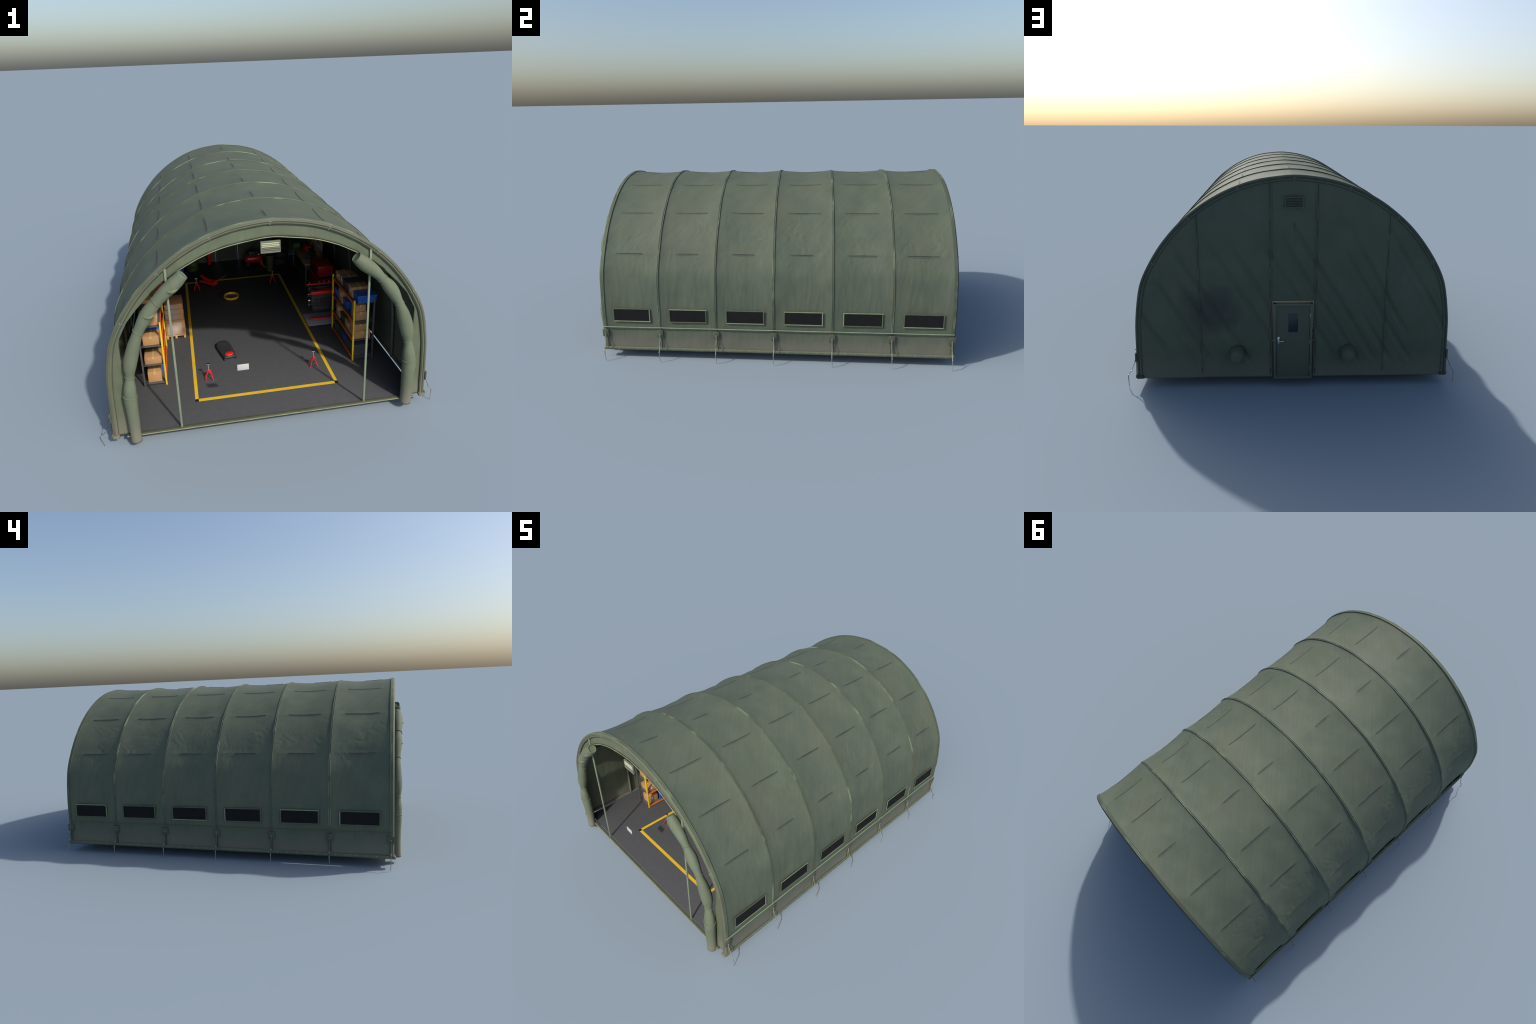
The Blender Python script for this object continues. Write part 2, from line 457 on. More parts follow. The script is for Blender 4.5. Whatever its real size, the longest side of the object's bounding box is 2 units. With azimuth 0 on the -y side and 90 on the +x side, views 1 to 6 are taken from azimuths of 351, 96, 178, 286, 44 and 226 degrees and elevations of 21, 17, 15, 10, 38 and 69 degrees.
# baked dark shading of the batten creases, modelled as slim strips
seam_len = {0: 0.105, 0.243: 0.185, 0.490: 0.180, 0.744: 0.150}
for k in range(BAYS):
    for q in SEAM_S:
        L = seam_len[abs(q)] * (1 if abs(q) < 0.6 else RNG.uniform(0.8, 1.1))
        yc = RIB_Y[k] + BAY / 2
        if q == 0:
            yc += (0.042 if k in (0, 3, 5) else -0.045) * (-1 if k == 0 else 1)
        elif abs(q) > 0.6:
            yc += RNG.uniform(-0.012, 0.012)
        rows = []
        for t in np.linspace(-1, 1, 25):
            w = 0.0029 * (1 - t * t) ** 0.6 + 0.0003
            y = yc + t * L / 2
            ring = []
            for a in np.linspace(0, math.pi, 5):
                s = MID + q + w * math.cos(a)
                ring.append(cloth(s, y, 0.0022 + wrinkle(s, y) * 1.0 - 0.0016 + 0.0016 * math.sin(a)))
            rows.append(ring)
        fold = Build().grid(np.array(rows)).obj("crease_shade_strip", "seam", tent, solid=0.0)
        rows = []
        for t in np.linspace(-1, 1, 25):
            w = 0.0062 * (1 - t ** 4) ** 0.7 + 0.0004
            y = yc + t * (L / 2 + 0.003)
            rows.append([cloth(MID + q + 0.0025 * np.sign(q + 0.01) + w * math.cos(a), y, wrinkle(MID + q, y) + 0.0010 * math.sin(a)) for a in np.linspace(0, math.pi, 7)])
        Build().grid(np.array(rows)).obj("crease_soft_band", "sleeve", fold, solid=0.0)

# rib straps with a piping cord on either edge
for k, y in enumerate(RIB_Y):
    ss = np.linspace(0.01, TOTAL - 0.01, 260)
    prof = [(-0.0042, -0.0015), (-0.0034, 0.0010), (0.0034, 0.0010), (0.0042, -0.0015)]
    g = np.array([[(arch(s, o)[0], y + dy, arch(s, o)[1]) for dy, o in prof] for s in ss])
    Build().grid(g).obj("rib_strap", "strap", tent, solid=0.0)
    for e in (-1, 1):
        path = []
        for s in ss:
            wob = 0.0016 * noise.noise(Vector((s * 9, k * 3.1, e * 5))) + 0.0008 * noise.noise(Vector((s * 31, k, e)))
            o = 0.0014 + 0.0010 * noise.noise(Vector((s * 7, k * 1.7, e * 2 + 9)))
            x, z = arch(s, o)
            path.append((x, y + e * 0.0036 + wob, z))
        Build().tube(path, 0.0012, n=6).obj("rib_piping", "piping", tent)

# inner ribs, purlins and base rails
for y in RIB_Y[1:-1]:
    ss = np.linspace(0.0, TOTAL, 120)
    Build().tube([(arch(s, -0.015)[0], y, arch(s, -0.015)[1]) for s in ss], 0.0075, n=10).obj("inner_rib", "rib_inner", tent)
for q in SEAM_S:
    x, z = arch(MID + q, -0.021)
    Build().tube([(x, Y0 + 0.01, z), (x, 0, z), (x, Y1 - 0.01, z)], 0.004, n=8).obj("purlin", "rib_inner", tent)
for sx in (-1, 1):
    Build().box((sx * 0.681 - 0.006, Y0 + 0.02, 0.052), (sx * 0.681 + 0.006, Y1 - 0.012, 0.066), bevel=0.002).obj("base_rail", "rib_inner", tent)

# edge rings at both ends
def ring(y, sgn, name, mat, y_in, y_out, off_in, off_out, bev=0.004):
    ss = np.linspace(0.0, TOTAL, 240)
    prof = [(y_in, off_in), (y_out - bev, off_in), (y_out, off_in + bev), (y_out, off_out - bev), (y_out - bev, off_out), (y_in, off_out), (y_in, off_in)]
    g = np.array([[(arch(s, o)[0], sgn * yy, arch(s, o)[1]) for yy, o in prof] for s in ss])
    return Build().grid(g).obj(name, mat, tent, solid=0.0)


for sgn in (-1, 1):
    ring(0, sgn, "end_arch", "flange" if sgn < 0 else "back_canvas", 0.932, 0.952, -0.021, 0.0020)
    ss = np.linspace(0.004, TOTAL - 0.004, 240)
    Build().tube([(arch(s, -0.0075)[0], sgn * 0.9505, arch(s, -0.0075)[1]) for s in ss], 0.0045, n=10).obj("edge_tube", "ring" if sgn < 0 else "seam", tent)
    Build().tube([(arch(s, -0.0215)[0], sgn * 0.9475, arch(s, -0.0215)[1]) for s in ss], 0.0015, n=6).obj("edge_piping", "seam", tent)
    clip = None
    for q in SEAM_S:
        for off, w in ((-0.0085, 0.0045), (-0.019, 0.0018)):
            x, z = arch(MID + q, off)
            i = np.argmin(abs(ARC - (MID + q)))
            ang = math.atan2(TAN[i, 1], TAN[i, 0])
            bb = Build().box((-w, -0.0009, -0.0009), (w, 0.0009, 0.0009))
            o = bb.obj("edge_clip", "clip" if sgn < 0 else "stake", tent, smooth=0)
            o.location = (x, sgn * (0.9552 if off > -0.01 else 0.9525), z)
            o.rotation_euler = (0, -ang, 0)

# front flange: canvas border around the opening
INNER = np.array([(0.0, 0.880), (0.080, 0.872), (0.182, 0.854), (0.265, 0.826), (0.313, 0.803), (0.364, 0.776), (0.366, 0.770), (0.423, 0.734),
                  (0.474, 0.693), (0.480, 0.683), (0.537, 0.626), (0.580, 0.574), (0.620, 0.498), (0.620, 0.420), (0.612, 0.340), (0.610, 0.250), (0.610, 0.050)])
d = np.r_[0, np.cumsum(np.hypot(*np.diff(INNER, axis=0).T))]
rows = []
for t in np.linspace(-1, 1, 321):
    sx, t = (1 if t >= 0 else -1), abs(t)
    ox, oz = arch(MID - t * (MID - 0.002), -0.008)
    ix, iz = np.interp(t * d[-1], d, INNER[:, 0]), np.interp(t * d[-1], d, INNER[:, 1])
    row = []
    for w in np.linspace(0, 1, 9):
        x, z = ox + (ix - ox) * w, oz + (iz - oz) * w
        yy = -0.9425 + 0.0022 * math.sin(w * math.pi) * noise.noise(Vector((sx * t * 22, w * 2, 3)))
        row.append((sx * x, yy, z))
    rows.append(row)
Build().grid(np.array(rows)).obj("opening_border", "flange", tent, solid=0.003)
# edging cord along the arched top of the opening
edge = [(x, z) for x, z in INNER if x <= 0.345 or (x < 0.37 and z > 0.775)]
cord = [(-x, -0.945, z - 0.003) for x, z in edge[::-1]] + [(x, -0.945, z - 0.003) for x, z in edge[1:]]
cp = catmull(np.array(cord), 5)
Build().tube(cp, 0.0020, n=8).obj("edging_cord", "cord", tent)

# rolled-up door curtains
ROLL = [(0.601, 0.030, 0.0265), (0.602, 0.090, 0.0270), (0.602, 0.170, 0.0290), (0.602, 0.225, 0.0310), (0.601, 0.256, 0.0300), (0.598, 0.295, 0.0275), (0.592, 0.348, 0.0190),
        (0.585, 0.395, 0.0285), (0.574, 0.440, 0.0315), (0.558, 0.490, 0.0275), (0.536, 0.543, 0.0200), (0.510, 0.590, 0.0270), (0.487, 0.625, 0.0290), (0.455, 0.664, 0.0205),
        (0.420, 0.700, 0.0265), (0.378, 0.735, 0.0310), (0.342, 0.768, 0.0235)]
for sx in (1, -1):
    R = np.array([(x, z, r) for x, z, r in ROLL])
    if sx < 0:
        R[:, 2] *= np.array([.88, .9, .92, .92, .92, .95, 1.0, .95, .93, .95, 1.1, 1.0, 1.0, 1.2, 1.05, .96, 1.0])
    D = catmull(R, 6)
    cen = np.stack([sx * D[:, 0], np.full(len(D), -0.9665), D[:, 1]], 1)
    D[:, 2] *= 0.965
    cen[:, 1] += 0.0025 * np.sin(D[:, 1] * 17 + sx)
    bb = Build().tube(cen, D[:, 2], n=32, flat=(0.93, 1.0), cap=False)
    k = len(bb.v)
    for i in range(k):                                # uneven roll of cloth
        p = Vector(bb.v[i]); c = Vector(cen[i // 32])
        f = 1 + 0.03 * noise.noise(p * 22) + 0.018 * noise.noise(p * 60)
        bb.v[i] = tuple(c + (p - c) * f)
    # spiral of cloth in each open end
    roll = bb.obj("rolled_curtain", "roll", tent, solid=0.003)
    for at, pull in ((0, 1), (len(D) - 1, -1)):
        t = cen[at + pull] - cen[at]
        bb2 = Build().tube([cen[at] + t * 0.5, cen[at] + t * 1.0], D[at, 2] * 0.93, n=24, flat=(0.93, 1))
        bb2.obj("curtain_core", "roll", roll)
    for zc in (0.256, 0.352, 0.546, 0.666):
        i = int(np.argmin(abs(D[:, 1] - zc)))
        t = cen[i + 1] - cen[i - 1]; t /= np.linalg.norm(t)
        a = np.array((0, 1.0, 0)); c2 = np.cross(t, a)
        r = D[i, 2] * 1.05
        loop = [cen[i] + r * (0.93 * a * math.cos(q) + c2 * math.sin(q)) + t * 0.004 * math.sin(q) for q in np.linspace(0, 2 * math.pi, 29)]
        Build().tube(loop, 0.0018, n=6, cap=False).obj("tie_cord", "tie", roll)
    if sx < 0:                                        # slack loops of webbing on this roll
        for zc in (0.628, 0.722):
            i = int(np.argmin(abs(D[:, 1] - zc)))
            r = D[i, 2]
            loop = []
            for q in np.linspace(-1.25, 1.25, 17):
                loop.append(cen[i] + np.array((r * 0.95 * math.sin(q), -r * 0.97 * math.cos(q) - 0.0015, -0.010 * math.cos(q) ** 2)))
            Build().tube(loop, 0.0055, n=8, flat=(0.45, 1.0)).obj("webbing_loop", "tie", roll)

# door poles, threshold and corner plates
for sx in (1, -1):
    Build().box((sx * 0.409 - 0.0046, -0.950, 0.050), (sx * 0.409 + 0.0046, -0.943, 0.802), bevel=0.0015).obj("door_pole", "pole", tent)
    Build().box((sx * 0.684 - 0.014, -0.962, 0.046), (sx * 0.684 + 0.014, -0.940, 0.058), bevel=0.002).obj("corner_plate", "flange", tent)
    Build().box((sx * 0.684 - 0.015, 0.940, 0.046), (sx * 0.684 + 0.014, 0.957, 0.060), bevel=0.002).obj("corner_plate", "seam", tent)
th = Build().box((-0.640, -0.9555, 0.0440), (0.640, -0.9385, 0.0525), bevel=0.003).obj("threshold", "threshold", tent)
Build().tube([(-0.640, -0.9560, 0.0465), (0, -0.9560, 0.0465), (0.640, -0.9560, 0.0465)], 0.0024, n=8).obj("threshold_piping", "cord", tent)

# hem bars with eyelets
eye = Build().lathe((0, 0, 0), [(0.0022, 0), (0.0022, 0.0008), (0.0013, 0.0012)], n=12, axis="x")
eyelet = eye.obj("hem_eyelet", "clip", tent)
first = True
for sx in (1, -1):
    ys = np.linspace(-0.955, 0.955, 150)
    path = [(sx * (0.6985 + 0.0012 * noise.noise(Vector((y * 9, sx, 0)))), y, 0.057 + 0.001 * noise.noise(Vector((y * 11, sx, 4)))) for y in ys]
    Build().tube(path, 0.0095, n=12, flat=(0.5, 1.0)).obj("hem_bar", "hem", tent)
    for y in np.arange(-0.92, 0.93, 0.0523):
        mat = Matrix.Translation((sx * 0.7030, y, 0.0585)) @ Matrix.Scale(sx, 4, (1, 0, 0))
        if first:
            eyelet.matrix_local = mat; first = False
        else:
            copy_of(eyelet, tent, matrix=mat)

# horizontal ropes along the flanks
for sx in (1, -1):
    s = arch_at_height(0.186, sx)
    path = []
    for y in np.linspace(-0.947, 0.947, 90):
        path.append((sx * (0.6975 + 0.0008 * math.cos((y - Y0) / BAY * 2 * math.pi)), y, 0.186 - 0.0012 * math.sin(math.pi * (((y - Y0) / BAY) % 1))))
    Build().tube(path, 0.0027 if sx > 0 else 0.0016, n=8).obj("flank_rope", "rope" if sx > 0 else "strap", tent)  # rope on the shaded flank takes a darker material for its shade

# windows: flat dark sheets behind a bead of edging
PALE = {(1, 0): "br", (1, 1): "t", (1, 2): "b", (1, 3): "trb", (1, 4): "tl", (1, 5): "b",
        (-1, 5): "tr", (-1, 4): "", (-1, 3): "b", (-1, 2): "l", (-1, 1): "t", (-1, 0): "l"}
for sx in (1, -1):
    for k in range(BAYS):
        yc = RIB_Y[k] + BAY / 2 + 0.003
        hw = 0.1015
        def wp(y, z, out):
            s = arch_at_height(z, sx)
            x, zz = arch(s, out)
            return (x, y, zz)
        rows = np.array([[wp(y, z, 0.0022) for y in np.linspace(yc - hw, yc + hw, 3)] for z in np.linspace(0.220, 0.291, 6)])
        win = Build().grid(rows).obj("window", "pane", tent, smooth=0, solid=0.002 * sx)
        bars = {"t": [(yc - hw, 0.2915), (yc + hw, 0.2915)], "b": [(yc - hw, 0.2195), (yc + hw, 0.2195)],
                "l": [(yc - hw * sx, 0.219), (yc - hw * sx, 0.292)], "r": [(yc + hw * sx, 0.219), (yc + hw * sx, 0.292)]}
        for key, ((ya, za), (yb, zb)) in bars.items():
            if key in "tb":
                ya, yb = ya - 0.003, yb + 0.003
            path = [wp(ya + (yb - ya) * t, za + (zb - za) * t, 0.0024) for t in np.linspace(0, 1, 6)]
            Build().tube(path, 0.0030, n=8, flat=(0.55, 1.0) if key in "tb" else (1.0, 0.55)).obj("window_edging", "frame_pale" if key in PALE[(sx, k)] else "frame_dull", win)

# anchor patches, guy straps and stakes at every rib
for sx in (1, -1):
    for k, y in enumerate(RIB_Y):
        o = 0.0 if 0 < k < BAYS else (0.004 if k == 0 else -0.004)
        x0 = arch(arch_at_height(0.148, 1), 0)[0]
        yy = y + o
        anchor = Build().box((sx * (x0 + 0.0035) - 0.0035, yy - 0.0175, 0.128), (sx * (x0 + 0.0035) + 0.0035, yy + 0.0175, 0.170), bevel=0.0012).obj("anchor_patch", "pad", tent)
        j = RNG.uniform(-0.001, 0.001)
        p = [(sx * 0.7020, yy, 0.145), (sx * 0.7090, yy, 0.115), (sx * 0.7245, yy + 0.001 + j, 0.079), (sx * 0.7400, yy + j, 0.058)]
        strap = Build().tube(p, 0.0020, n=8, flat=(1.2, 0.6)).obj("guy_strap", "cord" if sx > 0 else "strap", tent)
        q = [(sx * 0.7400, yy + j, 0.058), (sx * 0.7403, yy + j * 0.5, 0.035), (sx * 0.7400, yy + 0.002, 0.0)]
        Build().tube(q, [0.0022, 0.0019, 0.0012], n=8).obj("stake", "stake", strap)
        for (bx, by, bz), r in ((p[2], 0.0032), (p[3], 0.0026), ((sx * 0.7040, yy, 0.148), 0.0026)):
            Build().box((bx - r * 0.7, by - r * 1.35, bz - r * 0.7), (bx + r * 0.7, by + r * 1.35, bz + r * 0.7), bevel=0.0008).obj("buckle", "clip", strap)
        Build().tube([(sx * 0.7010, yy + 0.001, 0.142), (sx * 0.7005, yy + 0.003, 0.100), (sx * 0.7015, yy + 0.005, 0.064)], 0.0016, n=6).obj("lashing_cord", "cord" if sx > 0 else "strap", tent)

# ------------------------------------------------------------------ back wall
DOOR_X, DOOR_Z = 0.0905, 0.4075


def wall_relief(x, z):
    """Outward (+y) relief of the end wall: long slanting drape folds and vertical seams."""
    d = 0.0025 * noise.noise(Vector((x * 4, z * 4, 0.5)))
    a = math.radians(31)
    across = x * math.cos(a) - z * math.sin(a)       # folds run down towards -x
    along = x * math.sin(a) + z * math.cos(a)
    across += 0.008 * noise.noise(Vector((along * 3, across * 6, 2)))
    k = across / 0.068
    cell = math.floor(k)
    f = k - cell - 0.5 + 0.25 * noise.noise(Vector((cell * 3.1, 0.4, 0.2)))
    m = float(smooth(-0.34, 0.04, noise.noise(Vector((cell * 2.37 + 0.5, along * 2.6, 7.7)))))
    top = wall_top(x) - z
    m *= float(smooth(0.07, 0.17, z) * smooth(0.05, 0.14, top))
    if x > 0.0:
        m *= float(1 - smooth(0.60, 0.72, z))
    d -= 0.0080 * m * math.exp(-(f / 0.15) ** 2)
    d += 0.0024 * m * math.exp(-((f - 0.32) / 0.16) ** 2)
    return d


TOP_X = CURVE[:len(CURVE) // 2 + 1]


def wall_top(x):
    hs = TOP_X[::-1]
    return np.interp(abs(x), hs[:, 0], hs[:, 1]) - 0.012


b = Build()
for xa, xb, zb, cols in ((-0.684, -DOOR_X, 0.044, 110), (-DOOR_X, DOOR_X, DOOR_Z, 44), (DOOR_X, 0.684, 0.044, 110)):
    xs = np.linspace(xa, xb, cols)
    g = np.zeros((120, cols, 3))
    for j, x in enumerate(xs):
        zt = max(wall_top(x), zb + 0.05)
        for i, t in enumerate(np.linspace(0, 1, 120)):
            z = zb + (zt - zb) * t
            rim = float(smooth(0, 0.04, zt - z) * smooth(0, 0.05, 0.69 - abs(x)))
            near = max(abs(x) - DOOR_X, z - DOOR_Z)
            rim *= float(smooth(0.0, 0.03, near))
            g[i, j] = (x, 0.9478 + wall_relief(x, z) * rim, z)
    b.grid(g)
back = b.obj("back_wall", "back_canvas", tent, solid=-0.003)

for xs_, za, zb in ((0.407, 0.07, 0.795), (-0.407, 0.07, 0.795), (0.100, 0.06, 0.915), (-0.100, 0.06, 0.915)):
    path = [(xs_ + 0.0012 * noise.noise(Vector((xs_ * 9, z * 8, 0))), 0.9502, z) for z in np.linspace(za, zb, 60)]
    Build().tube(path, 0.0017, n=8, flat=(0.8, 1.0)).obj("wall_seam", "seam", back)
    for z in np.arange(za + 0.06, zb - 0.05, 0.135):  # toggled flaps holding the seam
        rows = []
        for t in np.linspace(-1, 1, 13):
            w = 0.0036 * (1 - t * t) ** 0.6 + 0.0004
            rows.append([(xs_ + w * c, 0.9505 + 0.0026 * math.sqrt(max(0, 1 - c * c)) * (1 - t * t) ** 0.5, z + t * 0.034 + 0.012 * noise.noise(Vector((xs_, z * 5, 1)))) for c in np.linspace(-1, 1, 7)])
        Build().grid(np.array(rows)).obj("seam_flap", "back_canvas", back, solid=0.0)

# round duct collars, closed with a gathered sleeve
for x in (0.248, -0.246):
    prof = [(0.0345, -0.003), (0.0340, 0.010), (0.0325, 0.026), (0.0300, 0.038), (0.0250, 0.0460), (0.015, 0.0505), (0.004, 0.0515)]
    bb = Build().lathe((x, 0.9485, 0.164), prof, n=40, axis="y")
    for i, p in enumerate(bb.v):                      # sleeve droops
        t = (p[1] - 0.9485) / 0.0515
        bb.v[i] = (p[0], p[1], p[2] - 0.010 * max(0, t) ** 1.5)
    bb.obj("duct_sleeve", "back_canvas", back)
    Build().lathe((x, 0.9485, 0.164), [(0.0355, -0.002), (0.0362, 0.001), (0.0355, 0.003), (0.0340, 0.003)], n=40, axis="y").obj("duct_band", "seam", back)

# personnel door
door_root = Build()
fx, fz = 0.0865, 0.3965
door_root.box((-fx, 0.938, 0.046), (-fx + 0.011, 0.956, fz), bevel=0.001)
door_root.box((fx - 0.011, 0.938, 0.046), (fx, 0.956, fz), bevel=0.001)
door_root.box((-fx, 0.938, fz - 0.011), (fx, 0.9565, fz), bevel=0.001)
door_root.box((-fx, 0.936, 0.040), (fx, 0.960, 0.049), bevel=0.001)
dframe = door_root.obj("door_frame", "door_frame", tent)
leaf = Build().box((-fx + 0.0125, 0.944, 0.051), (fx - 0.0125, 0.9515, fz - 0.0125), bevel=0.001).obj("door", "door", tent)
Build().box((-0.0215, 0.9500, 0.262), (0.0205, 0.9525, 0.349), bevel=0.0006).obj("door_window", "glass", leaf)
Build().box((0.0595, 0.951, 0.206), (0.0685, 0.9548, 0.241), bevel=0.001).obj("handle_plate", "metal", leaf)
Build().tube([(0.064, 0.953, 0.224), (0.064, 0.963, 0.224), (0.060, 0.965, 0.224), (0.041, 0.965, 0.2245)], 0.0022, n=8).obj("door_handle", "metal", leaf)
for z in (0.340, 0.214, 0.088):
    Build().box((-0.0785, 0.951, z - 0.009), (-0.0745, 0.9558, z + 0.009), bevel=0.0006).obj("door_hinge", "metal", leaf)


def louvre(y, face, pale):
    b = Build()
    w, z0, z1 = 0.039, 0.815, 0.863
    y0, y1 = sorted((y, y + face * 0.008))
    b.box((-w, y0, z0), (w, y1, z0 + 0.0040)); b.box((-w, y0, z1 - 0.0040), (w, y1, z1))
    b.box((-w, y0, z0 + 0.004), (-w + 0.0040, y1, z1 - 0.004)); b.box((w - 0.004, y0, z0 + 0.004), (w, y1, z1 - 0.004))
    fr = b.obj("vent_louvre", "louvre_frame" if pale else "back_canvas", tent, smooth=0)
    yb = sorted((y, y + face * 0.002))
    Build().box((-w + 0.003, yb[0], z0 + 0.003), (w - 0.003, yb[1], z1 - 0.003)).obj("louvre_back", "louvre_dark" if pale else "strap", fr, smooth=0)
    for i in range(6):
        zc = z1 - 0.0075 - i * 0.0066
        sl = Build()
        a, c = y + face * 0.002, y + face * 0.0085
        sl.add([(-w + .004, a, zc + 0.0022), (w - .004, a, zc + 0.0022), (w - .004, c, zc - 0.0022), (-w + .004, c, zc - 0.0022),
                (-w + .004, a, zc + 0.0012), (w - .004, a, zc + 0.0012), (w - .004, c, zc - 0.0034), (-w + .004, c, zc - 0.0034)],
               [(0, 1, 2, 3), (4, 7, 6, 5), (0, 3, 7, 4), (1, 5, 6, 2), (3, 2, 6, 7), (0, 4, 5, 1)])
        sl.obj("louvre_slat", ("slat_pale" if i < 3 else "slat_dull") if pale else "pad", fr, smooth=0)


louvre(0.949, 1, False)
louvre(-0.9445, -1, True)
Build().box((-0.1555, -0.9470, 0.2975), (-0.1065, -0.9450, 0.3260), bevel=0.0004).obj("white_card", "card", tent)

# ------------------------------------------------------------------ floor
FZ = 0.050
Build().box((-0.6715, -0.9345, 0.043), (0.6715, 0.930, FZ), bevel=0.001).obj("floor", "floor", tent)
line = Build()
lz = (FZ, FZ + 0.0010)
line.box((-0.343, -0.770, lz[0]), (-0.327, 0.576, lz[1])); line.box((0.327, -0.770, lz[0]), (0.343, 0.576, lz[1]))
line.box((-0.327, -0.788, lz[0]), (0.327, -0.770, lz[1])); line.box((-0.327, 0.560, lz[0]), (0.327, 0.576, lz[1]))
line.obj("floor_marking", "yellow_line", tent, smooth=0)
for sx in (1, -1):
    Build().box((sx * 0.335 - 0.008, -0.788, FZ), (sx * 0.335 + 0.008, -0.7702, FZ + 0.0011)).obj("corner_mark", "black", tent, smooth=0)
for name, mat, x0, x1, ya, yb in (("floor_mat", "mat_light", 0.348, 0.61, -0.226, -0.077), ("floor_mat", "mat_mid", 0.348, 0.61, -0.075, 0.323),
                                  ("floor_mat", "mat_dark", 0.348, 0.62, 0.325, 0.702), ("floor_mat", "mat_dark", -0.62, -0.350, 0.325, 0.60)):
    t = thing(name, (0, 0, 0), "thin rectangular rubber floor mat", "mat")
    Build().box((x0, ya, FZ), (x1, yb, FZ + 0.002), bevel=0.0006).obj("mat_sheet", mat, t)

# ------------------------------------------------------------------ storage racks
SHELF_Z = [0.062, 0.165, 0.268, 0.372]


def rack(sx):
    r = thing("storage_rack", (0, 0, 0), "steel shelving rack with yellow posts and orange beams", "shelf")
    xi, xo, ya, yb = 0.4735, 0.5770, -0.619, -0.278
    for y in (ya, yb):
        Build().box((sx * xi - 0.0042, y - 0.0042, FZ), (sx * xi + 0.0042, y + 0.0042, 0.392), bevel=0.0008).obj("rack_post", "rack_yellow", r)
        Build().box((sx * xo - 0.004, y - 0.004, FZ), (sx * xo + 0.004, y + 0.004, 0.392), bevel=0.0008).obj("rack_post", "rack_grey", r)
    for z in SHELF_Z:
        Build().box((min(sx * (xi + .004), sx * (xo - .0045)), ya + 0.001, z - 0.003), (max(sx * (xi + .004), sx * (xo - .0045)), yb - 0.001, z), bevel=0.0006).obj("rack_shelf", "rack_grey", r)
        Build().box((sx * xi - 0.0028, ya + 0.0045, z - 0.006), (sx * xi + 0.0028, yb - 0.0045, z + 0.003), bevel=0.0006).obj("rack_beam", "rack_orange", r)
        Build().box((sx * xo - 0.0026, ya + 0.0045, z - 0.006), (sx * xo + 0.0026, yb - 0.0045, z + 0.002), bevel=0.0006).obj("rack_beam", "rack_grey", r)


rack(1)
rack(-1)


def carton(x0, x1, y0, y1, z0, h, inner):
    """Cardboard box, tape over the long way and a label on the aisle side."""
    t = thing("cardboard_box", (0, 0, 0), "taped brown cardboard box with a paper label", "box")
    Build().box((x0, y0, z0), (x1, y1, z0 + h), bevel=0.0008).obj("carton", "cardboard", t)
    if RNG.random() < 0.5:
        c = (x0 + x1) / 2; w = 0.0045; e = 0.0005
        b = Build().box((c - w, y0 - e, z0 + h - 0.001), (c + w, y1 + e, z0 + h + e))
        b.box((c - w, y0 - e, z0 + h * 0.72), (c + w, y0 + e, z0 + h - 0.001))
    else:
        c = (x0 + x1) / 2; w = 0.0045; e = 0.0005
        b = Build().box((c - w, y0 - e, z0 + h - 0.001), (c + w, y1 + e, z0 + h + e))
        b.box((c - w, y0 - e, z0 + h * 0.62), (c + w, y0 + e, z0 + h - 0.001))
    b.obj("packing_tape", "tape", t, smooth=0)
    xs = x0 if inner < 0 else x1
    yc = y0 + (y1 - y0) * 0.35
    Build().box((xs - 0.0006, yc - 0.006, z0 + h * 0.48), (xs + 0.0006, yc + 0.006, z0 + h * 0.80)).obj("paper_label", "label", t, smooth=0)


def crate(x0, x1, y0, y1, z0, h, mat):
    words = {"blue": "blue", "grey_plastic": "dark grey", "olive_plastic": "olive green"}[mat]
    t = thing("storage_crate", (0, 0, 0), f"lidded {words} plastic storage crate", "crate")
    taper = 0.004
    b = Build()
    v = []
    for z, k in ((z0, taper), (z0 + h - 0.007, 0.001)):
        v += [(x0 + k, y0 + k, z), (x1 - k, y0 + k, z), (x1 - k, y1 - k, z), (x0 + k, y1 - k, z)]
    b.add(v, [(3, 2, 1, 0), (4, 5, 6, 7), (0, 1, 5, 4), (1, 2, 6, 5), (2, 3, 7, 6), (3, 0, 4, 7)])
    b.obj("crate_body", mat, t)
    Build().box((x0 - 0.001, y0 - 0.001, z0 + h - 0.0068), (x1 + 0.001, y1 + 0.001, z0 + h), bevel=0.0012).obj("crate_lid", mat, t)


e = 0.0004
RIGHT = [  # kind, x0, x1, y0, y1, shelf, stacked-on height, height
    ("c", .485, .570, -.345, -.284, 3, 0, .044), ("c", .487, .572, -.397, -.348, 3, 0, .046), ("g", .484, .585, -.467, -.400, 3, 0, .046),
    ("c", .486, .572, -.548, -.490, 3, 0, .056), ("b", .489, .588, -.624, -.552, 3, 0, .042),
    ("b", .482, .560, -.343, -.283, 2, 0, .044), ("c", .484, .565, -.408, -.347, 2, 0, .072), ("b", .484, .566, -.476, -.414, 2, 0, .044),
    ("c", .487, .545, -.602, -.543, 2, 0, .047), ("c", .489, .542, -.598, -.541, 2, .0475, .036),
    ("c", .482, .562, -.372, -.318, 1, 0, .070), ("o", .484, .560, -.454, -.378, 1, 0, .044),
    ("c", .484, .560, -.536, -.462, 1, 0, .046), ("c", .484, .569, -.606, -.540, 1, 0, .042), ("c", .486, .548, -.600, -.536, 1, .0425, .036),
    ("g", .482, .560, -.341, -.282, 0, 0, .042), ("o", .484, .560, -.414, -.345, 0, 0, .044), ("b", .484, .560, -.491, -.418, 0, 0, .046),
    ("g", .480, .566, -.600, -.497, 0, 0, .062)]
